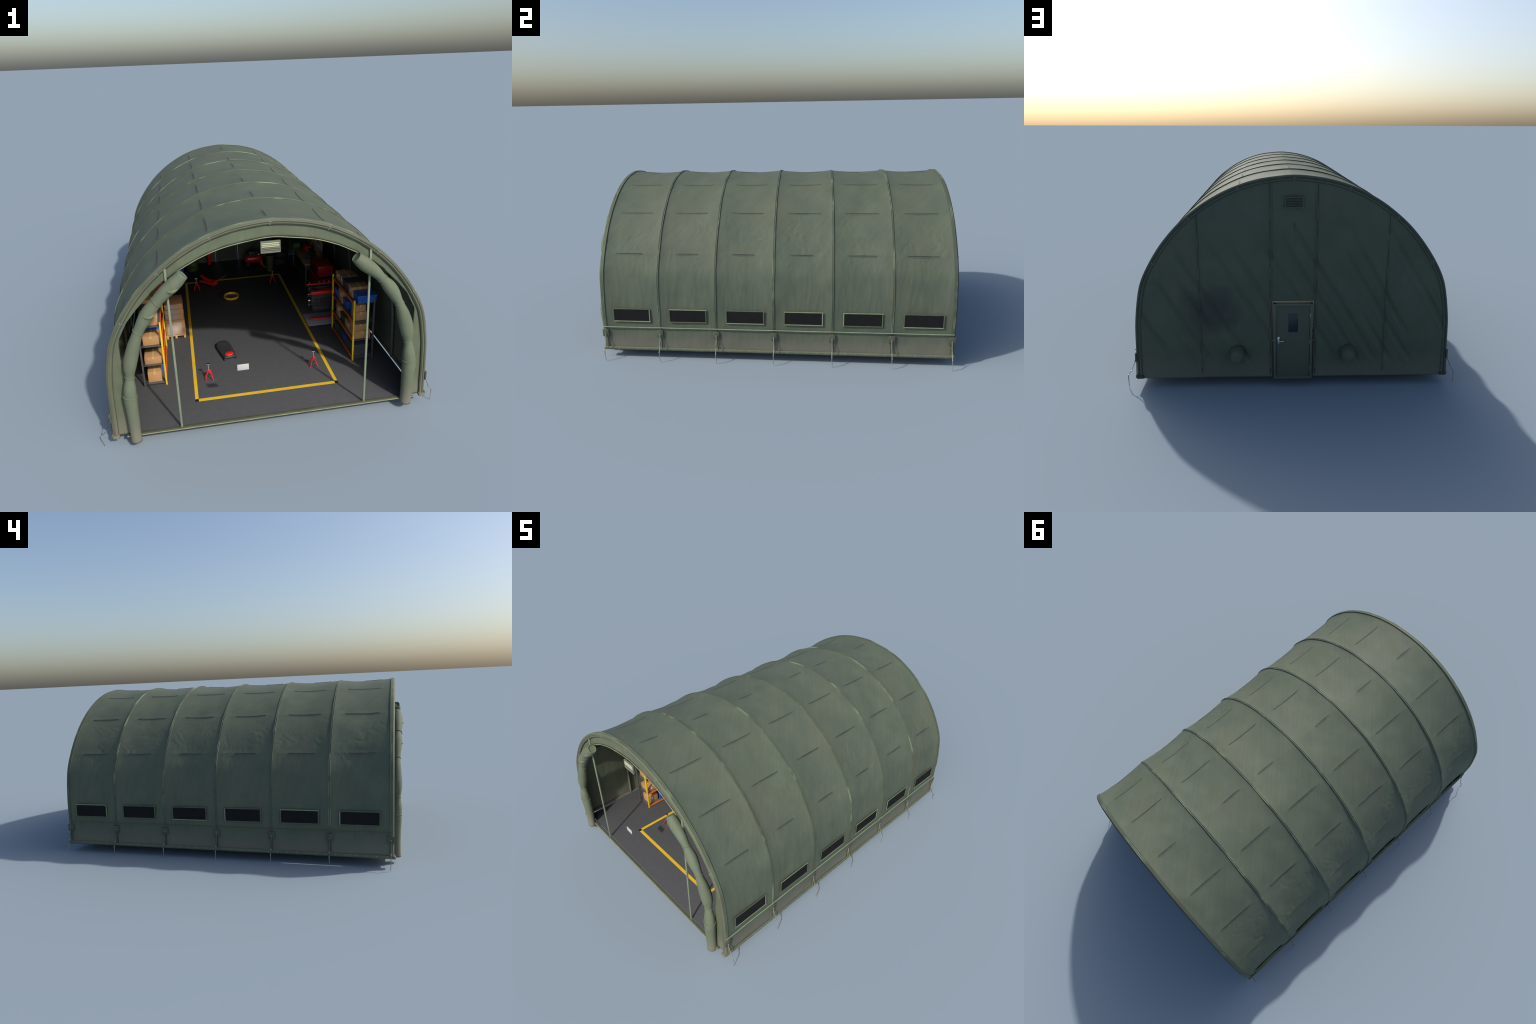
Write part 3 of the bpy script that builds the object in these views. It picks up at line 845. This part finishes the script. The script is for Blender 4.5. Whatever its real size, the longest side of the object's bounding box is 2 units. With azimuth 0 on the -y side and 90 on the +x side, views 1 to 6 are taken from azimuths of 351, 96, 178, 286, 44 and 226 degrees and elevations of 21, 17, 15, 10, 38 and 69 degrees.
LEFT = [
    ("c", -.570, -.484, -.604, -.530, 3, 0, .050), ("g", -.572, -.486, -.520, -.455, 3, 0, .044), ("c", -.570, -.484, -.448, -.380, 3, 0, .058),
    ("c", -.568, -.486, -.372, -.300, 3, 0, .050),
    ("c", -.563, -.486, -.604, -.535, 2, 0, .046), ("b", -.560, -.480, -.522, -.450, 2, 0, .078), ("c", -.562, -.484, -.440, -.380, 2, 0, .052),
    ("c", -.560, -.484, -.370, -.300, 2, 0, .050),
    ("c", -.566, -.484, -.606, -.530, 1, 0, .038), ("o", -.562, -.482, -.515, -.440, 1, 0, .078), ("c", -.562, -.486, -.430, -.365, 1, 0, .048),
    ("b", -.562, -.484, -.355, -.295, 1, 0, .046),
    ("c", -.560, -.494, -.604, -.535, 0, 0, .056), ("b", -.570, -.482, -.525, -.452, 0, 0, .060), ("c", -.562, -.484, -.440, -.372, 0, 0, .050),
    ("g", -.562, -.484, -.362, -.296, 0, 0, .046)]
for rows, inner in ((RIGHT, -1), (LEFT, 1)):
    for kind, x0, x1, y0, y1, sh, lift, h in rows:
        z = SHELF_Z[sh] + e + lift
        if kind == "c":
            carton(x0, x1, y0, y1, z, h, inner)
        else:
            crate(x0, x1, y0, y1, z, h, {"b": "blue", "g": "grey_plastic", "o": "olive_plastic"}[kind])

# ------------------------------------------------------------------ loaded pallet
p = thing("wrapped_pallet", (0, 0, 0), "wooden pallet stacked with plastic wrapped cardboard boxes", "pallet")
px0, px1, py0, py1 = -0.474, -0.362, -0.190, -0.062
for y in np.linspace(py0, py1 - 0.014, 6):
    Build().box((px0, y, 0.0655), (px1, y + 0.014, 0.0695), bevel=0.0006).obj("deck_board", "pallet", p)
for x in (px0 + 0.002, (px0 + px1) / 2 - 0.006, px1 - 0.014):
    Build().box((x, py0 + 0.001, FZ), (x + 0.012, py1 - 0.001, 0.0652), bevel=0.0006).obj("pallet_skid", "pallet", p)
z = 0.070
for i, (ins, h) in enumerate(((0.002, 0.096), (0.005, 0.034), (0.003, 0.031), (0.006, 0.031))):
    y0 = py0 + 0.002 + ins
    Build().box((px0 + ins, y0, z), (px1 - ins, py1 - 0.002, z + h), bevel=0.001).obj("stacked_carton", "cardboard", p)
    if i == 0:
        b = Build().box((px0 + 0.010, y0 - 0.003, z + 0.006), (px1 - 0.020, y0 - 0.0002, z + h - 0.012), bevel=0.0014)
    else:
        b = Build().lathe(((px0 + px1) / 2 - 0.012, y0 - 0.0002, z + h), [(0.040, -0.0020), (0.041, 0)], n=32, axis="y")
        b.v = [(x, yy, z + h - 0.002 if zz > z + h - 0.002 else max(zz, z + 0.001)) for x, yy, zz in b.v]
    b.obj("plastic_wrap", "wrap" if i == 0 else "wrap_dull", p)
    z += h + 0.0004

# ------------------------------------------------------------------ jack stands
js = None
for x, y in ((-0.2655, -0.618), (0.2655, -0.618), (-0.266, 0.442), (0.2655, 0.442)):
    t = thing("jack_stand", (0, 0, 0), "small red four legged axle jack stand", "jack stand")
    if js is None:
        legs = Build()
        for dx in (-1, 1):
            for dy in (-1, 1):
                legs.tube([(dx * 0.0195, dy * 0.0195, 0.0), (dx * 0.0045, dy * 0.0045, 0.048)], 0.0021, n=6)
        legs.tube([(-0.011, -0.0, 0.046), (0.011, 0, 0.046)], 0.002, n=6)
        legs.lathe((0, 0, 0.040), [(0.006, 0), (0.006, 0.010), (0.004, 0.012)], n=12)
        col = Build().tube([(0, 0, 0.040), (0, 0, 0.082)], 0.0027, n=10)
        head = Build().box((-0.0085, -0.0045, 0.081), (0.0085, 0.0045, 0.085), bevel=0.0006)
        head.box((-0.0085, -0.0045, 0.085), (-0.0055, 0.0045, 0.0875)).box((0.0055, -0.0045, 0.085), (0.0085, 0.0045, 0.0875))
        js = (legs.obj("stand_legs", "red_bright", t), col.obj("stand_column", "stake", t), head.obj("stand_saddle", "chrome", t, smooth=0))
        t.location = (x, y, FZ)
    else:
        for o in js:
            copy_of(o, t)
        t.location = (x, y, FZ)

# ------------------------------------------------------------------ mechanic creeper
t = thing("mechanic_creeper", (0, 0, 0), "black padded mechanic creeper with red head rest", "creeper")
ang = math.atan2(-0.17, 0.030) + math.pi / 2
outl = [(-0.030, -0.085), (-0.033, -0.080), (-0.039, 0.02), (-0.036, 0.060), (-0.022, 0.083), (0.0, 0.087)]
outl += [(-x, y) for x, y in outl[-2::-1]]
O2 = catmull(np.array(outl), 5)
b = Build()
levels = [(0.94, 0.010), (1.0, 0.013), (1.0, 0.018), (0.96, 0.0215), (0.86, 0.0235), (0.5, 0.0225), (0.05, 0.0220)]
vs = [(x * k, y * k, z) for k, z in levels for x, y in O2]
n = len(O2)
fs = [(i * n + j, i * n + (j + 1) % n, (i + 1) * n + (j + 1) % n, (i + 1) * n + j) for i in range(len(levels) - 1) for j in range(n)]
fs += [tuple(range(n - 1, -1, -1)), tuple((len(levels) - 1) * n + j for j in range(n))]
b.add(vs, fs).obj("creeper_board", "cast", t)
b = Build()
prof = [(1.0, 0.0), (1.0, 0.003), (0.9, 0.006), (0.6, 0.0075), (0.05, 0.008)]
vs = [(0.024 * k * math.cos(q), -0.062 + 0.0165 * k * math.sin(q), 0.0225 + h) for k, h in prof for q in np.linspace(0, 2 * math.pi, 32, endpoint=False)]
n = 32
fs = [(i * n + j, i * n + (j + 1) % n, (i + 1) * n + (j + 1) % n, (i + 1) * n + j) for i in range(len(prof) - 1) for j in range(n)]
fs += [tuple(range(n - 1, -1, -1)), tuple((len(prof) - 1) * n + j for j in range(n))]
b.add(vs, fs).obj("head_rest", "red_bright", t)
for cx, cy in ((-0.031, -0.080), (0.031, -0.080), (-0.033, 0.055), (0.033, 0.055)):
    Build().lathe((cx, cy, 0.006), [(0.0058, -0.004), (0.006, 0), (0.0058, 0.004)], n=16, axis="x").obj("caster", "rubber", t)
t.location = (-0.158, -0.393, FZ)
t.rotation_euler = (0, 0, math.radians(11))

# ------------------------------------------------------------------ drain pan
t = thing("oil_drain_pan", (0, 0, 0), "round yellow oil drain pan with dark oil", "pan")
prof = [(0.040, 0.0), (0.048, 0.004), (0.0515, 0.014), (0.0500, 0.019), (0.0455, 0.019), (0.0425, 0.010), (0.0415, 0.006)]
Build().lathe((0, 0, 0), prof, n=48).obj("pan_rim", "yellow", t)
Build().lathe((0, 0, 0.0062), [(0.0412, 0), (0.0412, 0.0008), (0.002, 0.001)], n=48).obj("oil_surface", "oil", t)
t.location = (-0.049, 0.262, FZ)

# ------------------------------------------------------------------ trolley jack
t = thing("trolley_jack", (0, 0, 0), "low red trolley jack with long handle", "jack")
b = Build()
for sx in (-1, 1):
    b.add([(sx * 0.018, -0.068, 0.010), (sx * 0.018, 0.062, 0.010), (sx * 0.016, 0.068, 0.020), (sx * 0.016, 0.020, 0.026), (sx * 0.016, -0.050, 0.038), (sx * 0.018, -0.068, 0.036),
           (sx * 0.023, -0.068, 0.010), (sx * 0.023, 0.062, 0.010), (sx * 0.021, 0.068, 0.020), (sx * 0.021, 0.020, 0.026), (sx * 0.021, -0.050, 0.038), (sx * 0.023, -0.068, 0.036)],
          [(0, 1, 2, 3, 4, 5), (6, 11, 10, 9, 8, 7)] + [(i, (i + 1) % 6, 6 + (i + 1) % 6, 6 + i) for i in range(6)])
b.box((-0.023, -0.070, 0.010), (0.023, -0.064, 0.038))
b.tube([(0, -0.045, 0.026), (0, 0.02, 0.034), (0, 0.060, 0.044)], [0.012, 0.011, 0.008], n=12)
b.obj("jack_frame", "red_bright", t)
Build().lathe((0, 0.062, 0.047), [(0.012, -0.003), (0.013, 0.002), (0.011, 0.005)], n=20).obj("jack_saddle", "metal", t)
for cx, cy, r in ((-0.027, 0.058, 0.010), (0.027, 0.058, 0.010), (-0.026, -0.058, 0.008), (0.026, -0.058, 0.008)):
    Build().lathe((cx, cy, r), [(r * 0.9, -0.004), (r, 0), (r * 0.9, 0.004)], n=16, axis="x").obj("jack_wheel", "rubber", t)
JR = math.radians(42)
JL = np.array((-0.183, 0.522, FZ))


def jack_local(x, y, z):
    dx, dy = x - JL[0], y - JL[1]
    return (dx * math.cos(JR) + dy * math.sin(JR), -dx * math.sin(JR) + dy * math.cos(JR), z - FZ)


h0, h1, h2 = (-0.142, 0.476, 0.076), (-0.056, 0.533, 0.096), (-0.040, 0.544, 0.100)
Build().tube([jack_local(*h0), jack_local(*h1)], 0.0032, n=8).obj("jack_handle", "red_bright", t)
Build().tube([jack_local(*h1), jack_local(*h2)], 0.0040, n=8).obj("handle_grip", "rubber", t)
Build().box((-0.017, -0.060, 0.012), (0.017, 0.045, 0.024)).obj("jack_deck", "red_bright", t)
t.location = tuple(JL)
t.rotation_euler = (0, 0, JR)

# ------------------------------------------------------------------ things along the back wall
t = thing("air_compressor", (0, 0, 0), "red tank air compressor with black motor", "compressor")
tank = [(0.004, -0.070), (0.022, -0.068), (0.032, -0.058), (0.034, -0.048), (0.034, 0.048), (0.032, 0.058), (0.022, 0.068), (0.004, 0.070)]
Build().lathe((0.19, 0.80, 0.100), tank, n=32, axis="x").obj("air_tank", "red", t)
mt = Build().box((0.152, 0.782, 0.132), (0.206, 0.818, 0.160), bevel=0.004)
mt.lathe((0.214, 0.80, 0.152), [(0.017, -0.006), (0.018, 0), (0.017, 0.006)], n=24, axis="x")
mt.obj("compressor_motor", "cast", t)
b = Build().box((0.236, 0.778, FZ), (0.246, 0.786, 0.075)).box((0.236, 0.814, FZ), (0.246, 0.822, 0.075))
b.obj("tank_foot", "red", t)
for y in (0.772, 0.828):
    Build().lathe((0.142, y, FZ + 0.0165), [(0.015, -0.005), (0.0165, 0), (0.015, 0.005)], n=20, axis="y").obj("compressor_wheel", "rubber", t)
Build().lathe((0.226, 0.776, 0.139), [(0.006, -0.003), (0.006, 0.003)], n=16, axis="y").obj("pressure_gauge", "label", t)
hose = catmull(np.array([(0.246, 0.768, 0.085), (0.250, 0.745, 0.066), (0.258, 0.728, 0.054), (0.275, 0.712, 0.0525), (0.30, 0.70, 0.0525)]), 6)
Build().tube(hose, 0.0022, n=8).obj("air_hose", "yellow", t)

t = thing("waste_bin", (0, 0, 0), "tapered olive green waste bin", "bin")
Build().lathe((0.289, 0.655, FZ), [(0.024, 0), (0.031, 0.120), (0.033, 0.121), (0.033, 0.125), (0.029, 0.125), (0.0285, 0.110), (0.023, 0.004)], n=32).obj("bin_body", "olive_plastic", t)

t = thing("tyre_stack", (0, 0, 0), "stack of four black rubber tyres", "tyres")
ty = None
for i in range(4):
    prof = [(0.032, 0.006), (0.038, 0.001), (0.050, 0.002), (0.0565, 0.010), (0.058, 0.020), (0.058, 0.034), (0.0565, 0.044), (0.050, 0.052), (0.038, 0.053), (0.032, 0.048)]
    if ty is None:
        bb = Build().lathe((0, 0, 0), prof + [prof[0]], n=48)
        bb.f = [f for f in bb.f if len(f) == 4]
        ty = bb.obj("tyre", "rubber", t)
        ty.location = (0.392, 0.775, FZ)
    else:
        copy_of(ty, t, loc=(0.392 + RNG.uniform(-.004, .004), 0.775 + RNG.uniform(-.004, .004), FZ + i * 0.0542))

t = thing("fire_extinguisher", (0, 0, 0), "tall red fire extinguisher", "extinguisher")
Build().lathe((-0.143, 0.885, FZ), [(0.013, 0), (0.0145, 0.003), (0.0145, 0.100), (0.011, 0.112), (0.005, 0.117)], n=24).obj("cylinder", "red_bright", t)
Build().lathe((-0.143, 0.885, FZ + 0.117), [(0.005, 0), (0.006, 0.008), (0.003, 0.012)], n=12).box((-0.150, 0.868, FZ + 0.124), (-0.140, 0.886, FZ + 0.128)).obj("valve", "black", t)

t = thing("oil_drum", (0, 0, 0), "large olive green steel drum", "drum")
Build().lathe((-0.276, 0.815, FZ), [(0.046, 0), (0.048, 0.002), (0.048, 0.044), (0.0495, 0.047), (0.048, 0.050), (0.048, 0.092), (0.0495, 0.095), (0.048, 0.098), (0.048, 0.140), (0.046, 0.141), (0.045, 0.137)], n=40).obj("drum_body", "olive_plastic", t)
crate(-0.455, -0.344, 0.640, 0.760, FZ + e, 0.100, "blue")

# ------------------------------------------------------------------ work bench
t = thing("work_bench", (0, 0, 0), "wooden topped steel work bench", "bench")
Build().box((0.470, 0.322, 0.199), (0.606, 0.700, 0.211), bevel=0.001).obj("bench_top", "wood", t)
for x in (0.478, 0.598):
    for y in (0.330, 0.692):
        Build().box((x - 0.005, y - 0.005, FZ + 0.0022), (x + 0.005, y + 0.005, 0.1985), bevel=0.0008).obj("bench_leg", "rack_grey", t)
Build().box((0.480, 0.332, 0.165), (0.596, 0.690, 0.198)).obj("bench_drawer", "grey_plastic", t)
Build().box((0.474, 0.336, 0.080), (0.602, 0.686, 0.085)).obj("bench_shelf", "rack_grey", t)
t = thing("grinder", (0, 0, 0), "green cylindrical bench machine", "machine")
Build().lathe((0.492, 0.655, 0.229), [(0.012, -0.026), (0.016, -0.022), (0.0165, 0.022), (0.012, 0.026)], n=20, axis="x").box((0.474, 0.643, 0.2113), (0.510, 0.667, 0.217)).obj("machine_body", "green", t)
t = thing("tool_box", (0, 0, 0), "red metal tool box with handle", "tool box")
Build().box((0.530, 0.530, 0.2113), (0.572, 0.606, 0.256), bevel=0.003).obj("box_body", "red_bright", t)
Build().tube([(0.551, 0.545, 0.256), (0.551, 0.550, 0.265), (0.551, 0.586, 0.265), (0.551, 0.591, 0.256)], 0.0022, n=8).obj("box_handle", "black", t)
t = thing("bench_vise", (0, 0, 0), "green bench vise with black wheel", "vise")
Build().box((0.522, 0.440, 0.2113), (0.556, 0.480, 0.232), bevel=0.002).tube([(0.539, 0.495, 0.243), (0.539, 0.43, 0.243)], 0.013, n=16).obj("vise_body", "green", t)
Build().lathe((0.539, 0.424, 0.243), [(0.017, -0.005), (0.0185, 0), (0.017, 0.005)], n=24, axis="y").obj("vise_wheel", "rubber", t)
t = thing("parts_tray", (0, 0, 0), "small round blue parts dish", "dish")
Build().lathe((0.507, 0.416, 0.2112), [(0.010, 0), (0.0145, 0.003), (0.0145, 0.004), (0.010, 0.002)], n=24).obj("dish", "blue", t)

t = thing("tool_board", (0, 0, 0), "wall board hung with hand tools", "tool board")
Build().box((0.592, 0.340, 0.2115), (0.596, 0.716, 0.350), bevel=0.0008).obj("board_panel", "board", t)
for i in range(26):
    y = 0.36 + (i % 13) * 0.0275 + RNG.uniform(-0.004, 0.004)
    z = (0.315 if i < 13 else 0.262) + RNG.uniform(-0.006, 0.006)
    kind = RNG.choice(["red_bright", "blue", "yellow", "wood", "metal", "rubber"])
    if i in (14, 18, 22):
        Build().lathe((0.587, y, 0.243), [(0.0055, -0.004), (0.0065, 0), (0.0055, 0.004)], n=16, axis="x").obj("hanging_reel", "yellow", t)
    else:
        L2 = RNG.uniform(0.010, 0.017)
        Build().tube([(0.589, y, z + L2), (0.589, y, z)], 0.0026, n=8).obj("tool_grip", kind, t)
        Build().tube([(0.589, y, z), (0.589, y, z - L2 * 1.2)], 0.0012, n=6).obj("tool_blade", "metal", t)

# ------------------------------------------------------------------ tool cabinets
def cabinet(x0, x1, y0, y1, z0, up=0.0):
    t = thing("tool_cabinet", (0, 0, 0), "red enamelled two part tool cabinet", "cabinet")
    Build().box((x0, y0, z0 + 0.012), (x1, y1, 0.212 + up), bevel=0.002).obj("lower_cabinet", "red", t)
    Build().box((x0 + .003, y0 + .003, 0.2122 + up), (x1 - .003, y1 - .003, 0.224 + up), bevel=0.0008).obj("cabinet_gap", "black", t)
    b = Build()
    i = 0.004
    v = [(x0 + i, y0 + i, 0.2243 + up), (x1 - i, y0 + i, 0.2243 + up), (x1 - i, y1 - i, 0.2243 + up), (x0 + i, y1 - i, 0.2243 + up),
         (x0 + i, y0 + i, 0.295 + up), (x1 - i, y0 + i, 0.295 + up), (x1 - i, y1 - i, 0.295 + up), (x0 + i, y1 - i, 0.295 + up)]
    b.box(v[0], v[6], bevel=0.003).obj("upper_chest", "red", t)
    side = x0 if abs(x0) < abs(x1) else x1
    sg = -1 if side > 0 else 1
    for z in (0.070, 0.095, 0.118, 0.140, 0.160, 0.180, 0.196, 0.236 + up, 0.250 + up, 0.264 + up, 0.278 + up):
        xx = side + (0 if z < 0.21 else -sg * i)
        Build().box((min(xx, xx + sg * 0.0022), y0 + 0.010, z), (max(xx, xx + sg * 0.0022), y1 - 0.010, z + 0.0075), bevel=0.0008).obj("drawer_front", "red", t)
        Build().box((min(xx + sg * .0018, xx + sg * 0.0035), y0 + 0.03, z + 0.0055), (max(xx + sg * .0018, xx + sg * 0.0035), y1 - 0.03, z + 0.0085)).obj("drawer_pull", "cast", t)
    for x in (x0 + 0.012, x1 - 0.012):
        for y in (y0 + 0.012, y1 - 0.012):
            Build().lathe((x, y, z0 + 0.006), [(0.0055, -0.003), (0.006, 0), (0.0055, 0.003)], n=12, axis="x").obj("cabinet_caster", "rubber", t)


cabinet(0.476, 0.578, 0.028, 0.232, FZ + 0.002, 0.012)
cabinet(-0.582, -0.470, 0.058, 0.248, FZ)

# ------------------------------------------------------------------ engine on its stand
t = thing("engine_block", (0, 0, 0), "black engine block with red valve cover", "engine")
EX0, EX1, EY, EZ = 0.370, 0.556, -0.198, 0.123       # left end, right end, front face, underside
b = Build().box((EX0 + .003, EY + .002, EZ + .030), (EX1 - .003, EY + .092, EZ + .098), bevel=0.003)
b.box((EX0 + .011, EY + .010, EZ), (EX1 - .011, EY + .082, EZ + .0298), bevel=0.003)
b.box((EX0, EY - .002, EZ + .0982), (EX1, EY + .096, EZ + .108), bevel=0.002)
b.box((EX0 + .016, EY - .006, EZ + .080), (EX1 - .010, EY + .0018, EZ + .086), bevel=0.001)
for x in np.linspace(EX0 + .030, EX1 - .020, 6):
    b.box((x - 0.004, EY - .005, EZ + .056), (x + 0.004, EY + .0018, EZ + .078), bevel=0.001)
b.obj("cast_block", "cast", t)
Build().box((EX0 + .001, EY, EZ + .1083), (EX1 - .001, EY + .046, EZ + .130), bevel=0.004).obj("valve_cover", "red_bright", t)
Build().lathe((EX0 + .020, EY + .016, EZ + .130), [(0.015, 0), (0.016, 0.004), (0.014, 0.010), (0.006, 0.013)], n=24).obj("air_filter", "rubber", t)
Build().box((EX0 - .004, EY + .048, EZ + .1083), (EX1 - .004, EY + .092, EZ + .138), bevel=0.003).obj("intake", "dark_green", t)
Build().tube([(EX0 - .012, EY + .062, EZ + .151), (EX1 - .004, EY + .062, EZ + .151)], 0.0048, n=12).obj("fuel_rail", "red_bright", t)
for x in np.linspace(EX0 + .006, EX1 - .030, 6):
    Build().tube([(x, EY + .066, EZ + .138), (x, EY + .066, EZ + .166)], 0.0026, n=8).obj("injector", "chrome", t)
for y, z, r in ((EY + .030, EZ + .105, 0.010), (EY + .032, EZ + .066, 0.016), (EY + .030, EZ + .038, 0.011), (EY + .066, EZ + .073, 0.013)):
    Build().lathe((EX0 - .006, y, z), [(r, -0.006), (r, 0.004), (r * 0.7, 0.009)], n=20, axis="x").obj("pulley", "chrome", t)
t = thing("engine_stand", (0, 0, 0), "red steel engine stand legs", "stand")
b = Build().box((0.377, -0.160, 0.0523), (0.600, -0.148, 0.062), bevel=0.001)
b.box((0.590, -0.147, 0.0523), (0.602, 0.10, 0.062), bevel=0.001).box((0.588, -0.160, 0.0622), (0.602, -0.146, 0.20), bevel=0.001).box((0.556, -0.160, 0.17), (0.5878, -0.148, 0.185), bevel=0.001)
b.obj("stand_frame", "red_bright", t)
